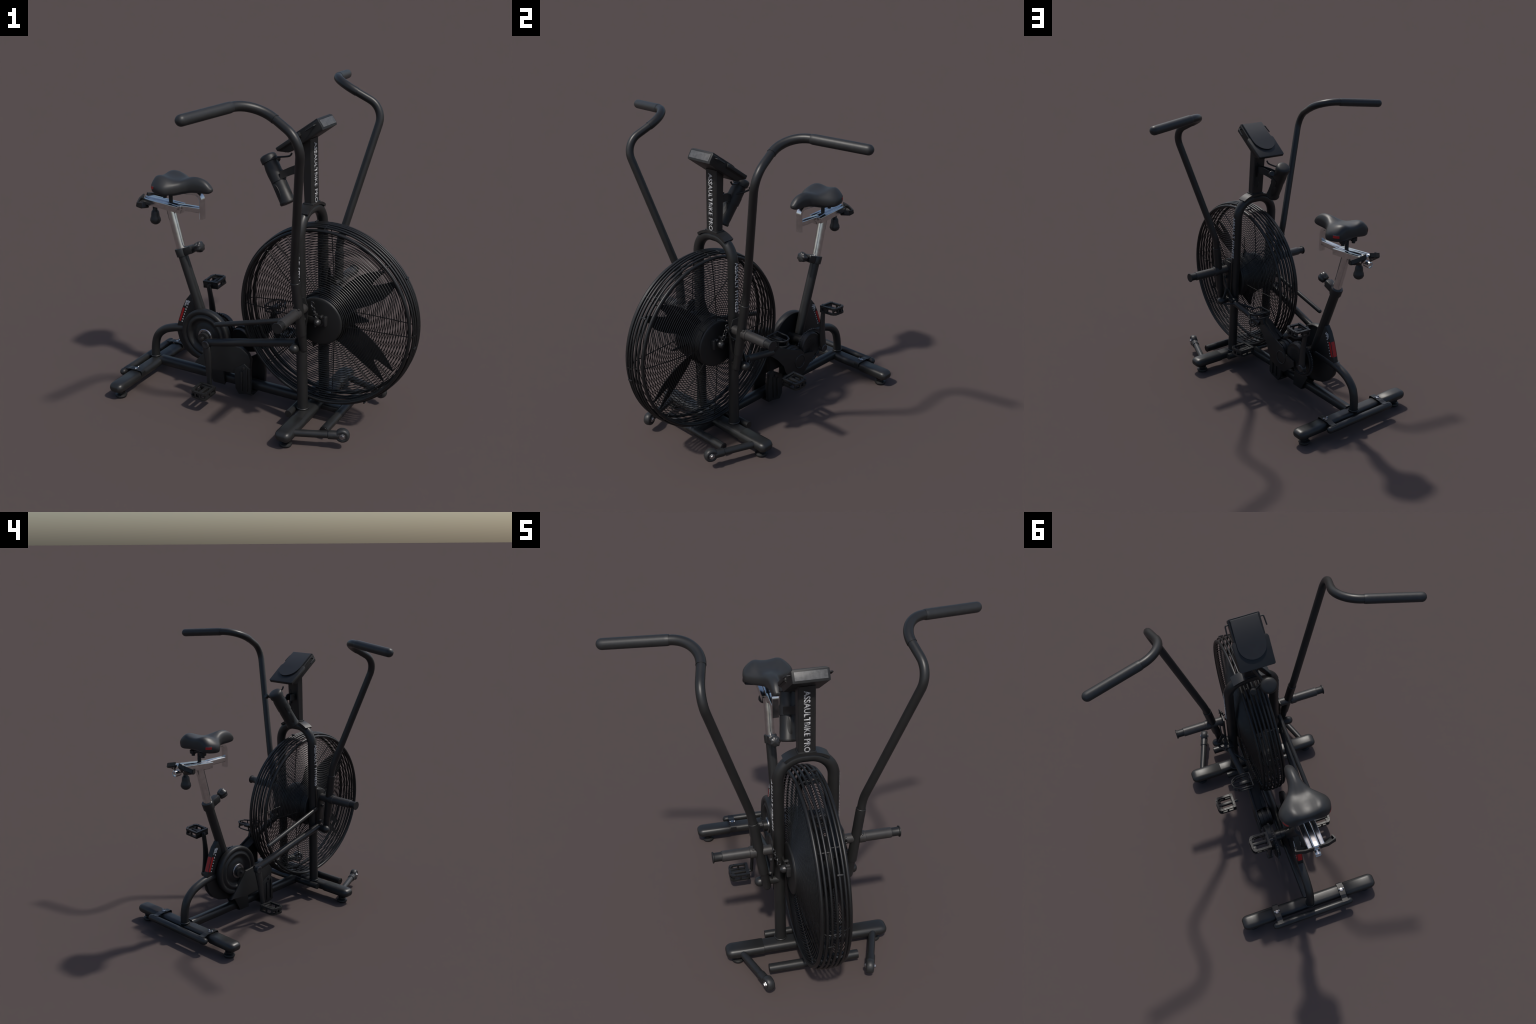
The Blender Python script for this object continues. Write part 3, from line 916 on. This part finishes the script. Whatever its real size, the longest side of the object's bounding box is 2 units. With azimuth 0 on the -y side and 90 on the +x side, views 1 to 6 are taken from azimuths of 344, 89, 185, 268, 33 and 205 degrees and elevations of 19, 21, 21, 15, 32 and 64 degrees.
# guard shell behind the pulley: teardrop that climbs the seat tube
guard_poly = [(-0.372, 0.600), (-0.395, 0.628), (-0.414, 0.622), (-0.442, 0.583), (-0.475, 0.515), (-0.505, 0.430), (-0.520, 0.385), (-0.522, 0.335),
              (-0.505, 0.275), (-0.465, 0.222), (-0.410, 0.186), (-0.345, 0.168), (-0.27, 0.162), (-0.20, 0.166), (-0.22, 0.26), (-0.28, 0.40), (-0.33, 0.49)]
guard = prism("drive_guard", guard_poly, PLASTIC, None, lo=-0.019, hi=0.019, bevel=0.006)
# thin lower skirt on the pulley side
skirt = [(-0.35, 0.180), (-0.20, 0.168), (0.035, 0.178), (0.066, 0.215), (0.074, 0.295), (0.055, 0.332), (0.000, 0.366), (-0.10, 0.372), (-0.20, 0.36)]
prism("belt_skirt", skirt, PLASTIC, guard, lo=-0.086, hi=-0.050, bevel=0.008)
# decals that wrap the rear edge of the guard
def edge_at(z):
    pts = [(0.622, -0.414), (0.583, -0.442), (0.515, -0.475), (0.430, -0.505), (0.385, -0.520)]
    for (z0, f0), (z1, f1) in zip(pts, pts[1:]):
        if z0 >= z >= z1:
            return f0 + (f1 - f0) * (z0 - z) / (z0 - z1)
    return pts[-1][1]
def decal(name, z0, z1, depth, mat, skew=0.0):
    n = 8
    bm = bmesh.new()
    rows = []
    for i in range(n + 1):
        z = z0 + (z1 - z0) * i / n
        f = edge_at(z)
        o = 0.0016
        rows.append([bm.verts.new(c) for c in ((f + depth, -0.019 - o, z - skew), (f + 0.005, -0.019 - o, z), (f - o, -0.013, z), (f - o, 0.013, z),
                     (f + 0.005, 0.019 + o, z), (f + depth, 0.019 + o, z - skew))])
    for A, B in zip(rows, rows[1:]):
        for k in range(5):
            bm.faces.new((A[k], A[k + 1], B[k + 1], B[k]))
    me = finish(name, bm, mat, guard, 60)
    return me
decal("red_decal", 0.423, 0.522, 0.018, RED, 0.004)
rng = random.Random(3)
for s in (-1, 1):          # small pale marks printed beside the red field
    yy = -0.0194 if s < 0 else 0.0194
    for i in range(9):
        z = 0.420 + i * 0.0185
        f = edge_at(min(z + 0.006, 0.62)) + 0.028
        hh, ww_ = rng.uniform(0.003, 0.005), rng.uniform(0.0025, 0.004)
        prism("print_mark", [(f - ww_, z - hh), (f + ww_, z - hh), (f + ww_ * 0.6, z + hh), (f - ww_, z + hh)], WHITE, guard, lo=yy - 0.0012, hi=yy + 0.0012, bevel=0)
    for i in range(16):    # broken pale badge above the red field
        z = 0.536 + rng.random() * 0.044
        f = edge_at(z) + 0.006 + rng.random() * 0.026
        hh, ww_ = rng.uniform(0.003, 0.007), rng.uniform(0.002, 0.005)
        prism("print_mark", [(f - ww_, z - hh), (f + ww_, z - hh * 0.4), (f + ww_ * 0.7, z + hh), (f - ww_ * 0.8, z + hh * 0.6)], WHITE, guard,
              lo=yy - 0.001 - 0.00004 * i, hi=yy + 0.001 + 0.00004 * i, bevel=0)

# ------------------------------------------------------------- support brackets
for s in (-1, 1):
    prism("rear_bracket", [(-0.292, 0.178), (-0.150, 0.178), (-0.138, 0.056), (-0.226, 0.056)], PLASTIC, spine, lo=s * 0.045 - 0.006, hi=s * 0.045 + 0.006, bevel=0.003)
    y = s * 0.078
    prism("front_bracket", [(-0.042, 0.215), (-0.036, 0.078), (-0.010, 0.040), (0.078, 0.060), (0.072, 0.235), (0.030, 0.262)], PLASTIC, spine,
          lo=y - 0.012, hi=y + 0.012, bevel=0.004)
    box("bracket_rib", (0.012, s * 0.092, 0.140), (0.014, 0.012, 0.14), PLASTIC, spine, 0.004)
    box("bracket_rib", (0.052, s * 0.092, 0.155), (0.010, 0.012, 0.16), PLASTIC, spine, 0.004)
    lathe("bracket_bolt", (0.030, s * 0.092, 0.235), (0, s, 0), [(0, 0.010), (0.008, 0.010), (0.010, 0)], DARKSTEEL, spine, 8)
box("bracket_floor", (0.03, 0, 0.050), (0.10, 0.15, 0.012), PLASTIC, spine, 0.003)
box("bracket_floor", (-0.19, 0, 0.058), (0.085, 0.09, 0.010), PLASTIC, spine, 0.003)
prism("spine_flag", [(0.060, 0.055), (0.094, 0.070), (0.098, 0.16), (0.082, 0.26), (0.040, 0.285), (0.040, 0.2)], PLASTIC, spine, lo=0.060, hi=0.088, bevel=0.004)

# ---------------------------------------------------------------- drive: left side
cg = [(0.178, 0.470), (0.150, 0.500), (0.104, 0.505), (-0.050, 0.418), (-0.142, 0.389), (-0.175, 0.343), (-0.267, 0.332), (-0.274, 0.293), (-0.205, 0.238), (-0.168, 0.205),
      (-0.126, 0.204), (-0.028, 0.228), (0.016, 0.287), (0.027, 0.335), (0.079, 0.398), (0.132, 0.440)]
chain_guard = prism("chain_guard", cg, PLASTIC, None, lo=0.158, hi=0.168, bevel=0.003)
cg_in = [(0.150, 0.468), (0.135, 0.490), (0.100, 0.492), (-0.055, 0.408), (-0.02, 0.330), (0.070, 0.395), (0.11, 0.43)]
prism("chain_case", cg_in, BLADE, chain_guard, lo=0.085, hi=0.160, bevel=0.004)
prism("chain_case", [(0.10, 0.30), (0.10, 0.48), (-0.055, 0.42), (-0.03, 0.30)], BLADE, chain_guard, lo=0.085, hi=0.112, bevel=0.004)
torus("guard_emboss", (-0.130, 0.1675, 0.305), (0, 1, 0), 0.046, 0.0045, PLASTIC, chain_guard, 40, 8)
lathe("idler_drum", (-0.100, 0.070, 0.345), (0, 1, 0), [(0, 0.062), (0.020, 0.066), (0.022, 0.058), (0.040, 0.058), (0.042, 0.070), (0.060, 0.071), (0.062, 0.062), (0.085, 0.060)], PLASTIC, chain_guard, 40)
# chainring, toothed, with a ribbed inner wheel
bm = bmesh.new()
teeth = 44
poly = []
for k in range(teeth * 4):
    a = 2 * math.pi * k / (teeth * 4)
    r = 0.128 if (k % 4) in (1, 2) else 0.122
    poly.append((-0.285 + r * math.cos(a), 0.345 + r * math.sin(a)))
prism_bm(bm, poly, (0, 0, 0), (1, 0, 0), (0, 0, 1), (0, 1, 0), 0.112, 0.120, 0.0)
chainring = finish("chainring", bm, DARKSTEEL, None, 30)
lathe("ring_carrier", (-0.285, 0.100, 0.345), (0, 1, 0), [(0, 0.112), (0.026, 0.114), (0.030, 0.106), (0.022, 0.098), (0.022, 0.0)], PLASTIC, chainring, 48)
lathe("crank_drum", (-0.262, 0.110, 0.372), (0, 1, 0), [(0, 0.090), (0.034, 0.089), (0.042, 0.084), (0.040, 0.070), (0.036, 0.0)], PLASTIC, chainring, 40)
for k in range(22):
    x = -0.262 - 0.070 + 0.140 * k / 21
    h = math.sqrt(max(0.0, 0.078 ** 2 - (x + 0.262) ** 2))
    if h > 0.02:
        box("drum_rib", (x, 0.147, 0.372), (0.0035, 0.006, 2 * h * 0.8), PLASTIC, chainring, 0.0008, Matrix.Rotation(math.radians(25), 3, 'Y'))
for k in range(5):
    a = math.radians(72 * k + 20)
    lathe("ring_bolt", (-0.285 + 0.100 * math.cos(a), 0.122, 0.345 + 0.100 * math.sin(a)), (0, 1, 0), [(0, 0.009), (0.006, 0.009), (0.007, 0)], DARKSTEEL, chainring, 12)

# ------------------------------------------------------------- cranks and pedals
def crank(joint, tip, bow):
    j, t = V(*joint), V(*tip)
    pts, rad = [], []
    bm = bmesh.new()
    d = (t - j).normalized()
    side = V(0, 1, 0)
    side = (side - d * side.dot(d)).normalized()
    wv = d.cross(side)
    rows = []
    N = 14
    for i in range(N + 1):
        f = i / N
        c = j.lerp(t, f) + wv * (bow * math.sin(math.pi * f))
        hw = 0.031 - 0.013 * min(1, f * 1.25)
        ht = 0.013 - 0.004 * f
        if i in (0, N):
            hw *= 0.65
        rows.append([bm.verts.new(c + wv * (hw * math.cos(2 * math.pi * k / 12)) + side * (ht * math.copysign(abs(math.sin(2 * math.pi * k / 12)) ** 0.6, math.sin(2 * math.pi * k / 12))))
                     for k in range(12)])
    for A, B in zip(rows, rows[1:]):
        for k in range(12):
            bm.faces.new((A[k], A[(k + 1) % 12], B[(k + 1) % 12], B[k]))
    bm.faces.new(rows[0]); bm.faces.new(list(reversed(rows[-1])))
    ob = finish("crank_arm", bm, PAINT, None, 50)
    s = 1 if j.y > 0 else -1
    lathe("crank_boss", j - V(0, s * 0.016, 0), (0, s, 0), [(0, 0.027), (0.030, 0.027), (0.034, 0.022), (0.034, 0.012), (0.030, 0)], DARKSTEEL, ob, 24)
    return ob

def pedal(c, s, pitch=0.0, roll=0.0, parent=None):
    """platform pedal: D-shaped cage, axle, cross ribs; s = outward side"""
    c = V(*c)
    rot = Matrix.Rotation(math.radians(pitch), 3, 'Y') @ Matrix.Rotation(math.radians(roll), 3, 'X')
    def outline(ax_, in_, out_, r):
        pts = [(-ax_, -in_), (ax_, -in_)]
        for k in range(7):
            a = math.radians(90 * k / 6)
            pts.append((ax_ - r + r * math.cos(a), out_ - r * 0.7 + r * 0.7 * math.sin(a)))
        for k in range(7):
            a = math.radians(90 + 90 * k / 6)
            pts.append((-ax_ + r + r * math.cos(a), out_ - r * 0.7 + r * 0.7 * math.sin(a)))
        return pts
    bm = bmesh.new()
    o = outline(0.056, 0.060, 0.068, 0.034)
    i_ = outline(0.041, 0.045, 0.054, 0.026)
    def put(pt, z):
        return bm.verts.new(c + rot @ V(pt[0], s * pt[1], z))
    h = 0.024
    # top and bottom rails with posts between, so the sides are open
    def rail(z0, z1):
        n = len(o)
        v = [[put(p, z) for p in q] for q, z in ((o, z0), (o, z1), (i_, z1), (i_, z0))]
        for k in range(n):
            k2 = (k + 1) % n
            for a in range(4):
                A, B = v[a], v[(a + 1) % 4]
                bm.faces.new((A[k], A[k2], B[k2], B[k]))
    rail(h - 0.013, h)
    rail(-h, -h + 0.013)
    pd_ = finish("pedal", bm, DARKPEDAL, parent, 40)
    bm = bmesh.new()
    for (a, b) in ((0.050, -0.054), (-0.050, -0.054), (0.050, 0.0), (-0.050, 0.0), (0.045, 0.048), (-0.045, 0.048), (0.016, 0.062), (-0.016, 0.062), (0.016, -0.054), (-0.016, -0.054)):
        box_bm(bm, c + rot @ V(a, s * b, 0), (0.012, 0.012, 2 * h - 0.004), 0.002, rot)
    box_bm(bm, c + rot @ V(0, 0, 0), (0.024, 0.118, 0.022), 0.005, rot)
    box_bm(bm, c + rot @ V(0, s * -0.050, 0), (0.10, 0.020, 0.026), 0.004, rot)
    box_bm(bm, c + rot @ V(0.028, s * 0.046, 0.006), (0.030, 0.024, 0.014), 0.004, rot)
    box_bm(bm, c + rot @ V(-0.028, s * 0.046, 0.006), (0.030, 0.024, 0.014), 0.004, rot)
    finish("pedal_core", bm, DARKPEDAL, pd_, 40)
    for (a, b) in ((0.050, -0.04), (-0.050, -0.04), (0.050, 0.03), (-0.050, 0.03), (0.03, 0.06), (-0.03, 0.06)):
        for t in (-1, 1):
            lathe("grip_pin", c + rot @ V(a, s * b, t * h), rot @ V(0, 0, t), [(0, 0.003), (0.004, 0.0025), (0.004, 0)], DARKPEDAL, pd_, 8)
    tube("pedal_axle", [c + rot @ V(0, s * -0.05, 0), c + V(0, s * -0.088, 0)], 0.0095, DARKSTEEL, pd_, 12)
    return pd_

DARKPEDAL = material("pedal_resin", (0.015, 0.015, 0.015), 0.44, spec=0.45, grain=0.3, rough_var=0.12, scale=70, bump=0.3)
crA = crank((-0.184, -0.186, 0.392), (-0.155, -0.206, 0.112), 0.004)
pedal((-0.152, -0.286, 0.116), -1, 4, 0, crA)
crB = crank((-0.362, 0.170, 0.322), (-0.381, 0.158, 0.632), -0.012)
pedal((-0.378, 0.234, 0.631), 1, -4, 4, crB)
pedal((0.102, 0.332, 0.315), 1, 3, 0, None)

# wire-cage pedal on the swing linkage
wc = V(0.106, 0.204, 0.565)
def dloop(z, k=1.0):
    pts = [(-0.052, -0.068), (0.052, -0.068), (0.050, 0.02), (0.030, 0.058), (0.0, 0.068), (-0.030, 0.058), (-0.050, 0.02)]
    return fillet([wc + V(a * k, b * k, z) for a, b in pts] + [wc + V(pts[0][0] * k, pts[0][1] * k, z)], 0.016, 5)
cp = tube("cage_pedal", dloop(0.018), 0.0052, DARKPEDAL, None, 10)
tube("cage_wire", dloop(-0.020, 0.98), 0.0048, DARKPEDAL, cp, 10)
for (a, b) in ((-0.050, -0.066), (0.050, -0.066), (0.045, 0.035), (-0.045, 0.035), (0, 0.066)):
    tube("cage_wire", [wc + V(a, b, -0.02), wc + V(a, b, 0.018)], 0.0045, DARKPEDAL, cp, 8)
for a in (-0.014, 0.010):
    tube("cage_wire", [wc + V(a, -0.066, 0.004), wc + V(a, 0.062, 0.006)], 0.0055, DARKPEDAL, cp, 8)
box("cage_hub", wc + V(-0.002, -0.020, -0.004), (0.030, 0.075, 0.022), DARKPEDAL, cp, 0.005)
box("cage_mount", wc + V(0.0, -0.045, -0.055), (0.040, 0.024, 0.085), PLASTIC, cp, 0.006, Matrix.Rotation(math.radians(18), 3, 'Y'))

# yoke and control wire at the left joint
yk = tube("control_wire", spline([(0.275, 0.114, 0.520), (0.315, 0.150, 0.533), (0.358, 0.187, 0.541), (0.400, 0.225, 0.536), (0.438, 0.255, 0.530),
          (0.462, 0.262, 0.538), (0.470, 0.245, 0.548)], 6), 0.0075, PLASTIC, None, 10)
for (p0, p1) in (((0.456, 0.224, 0.640), (0.455, 0.262, 0.545)), ((0.470, 0.218, 0.640), (0.420, 0.200, 0.560))):
    a, b = V(*p0), V(*p1)
    d = (b - a)
    rot = d.to_track_quat('Z', 'X').to_matrix()
    box("yoke_strap", a.lerp(b, 0.5), (0.026, 0.010, d.length), PLASTIC, yk, 0.004, rot)
box("yoke_block", (0.432, 0.196, 0.556), (0.085, 0.062, 0.030), PLASTIC, yk, 0.006)
tube("cable", spline([(0.452, 0.224, 0.640), (0.470, 0.226, 0.680), (0.500, 0.222, 0.715), (0.525, 0.212, 0.745), (0.535, 0.202, 0.780), (0.540, 0.197, 0.808)], 6), 0.005, PLASTIC, yk, 10)
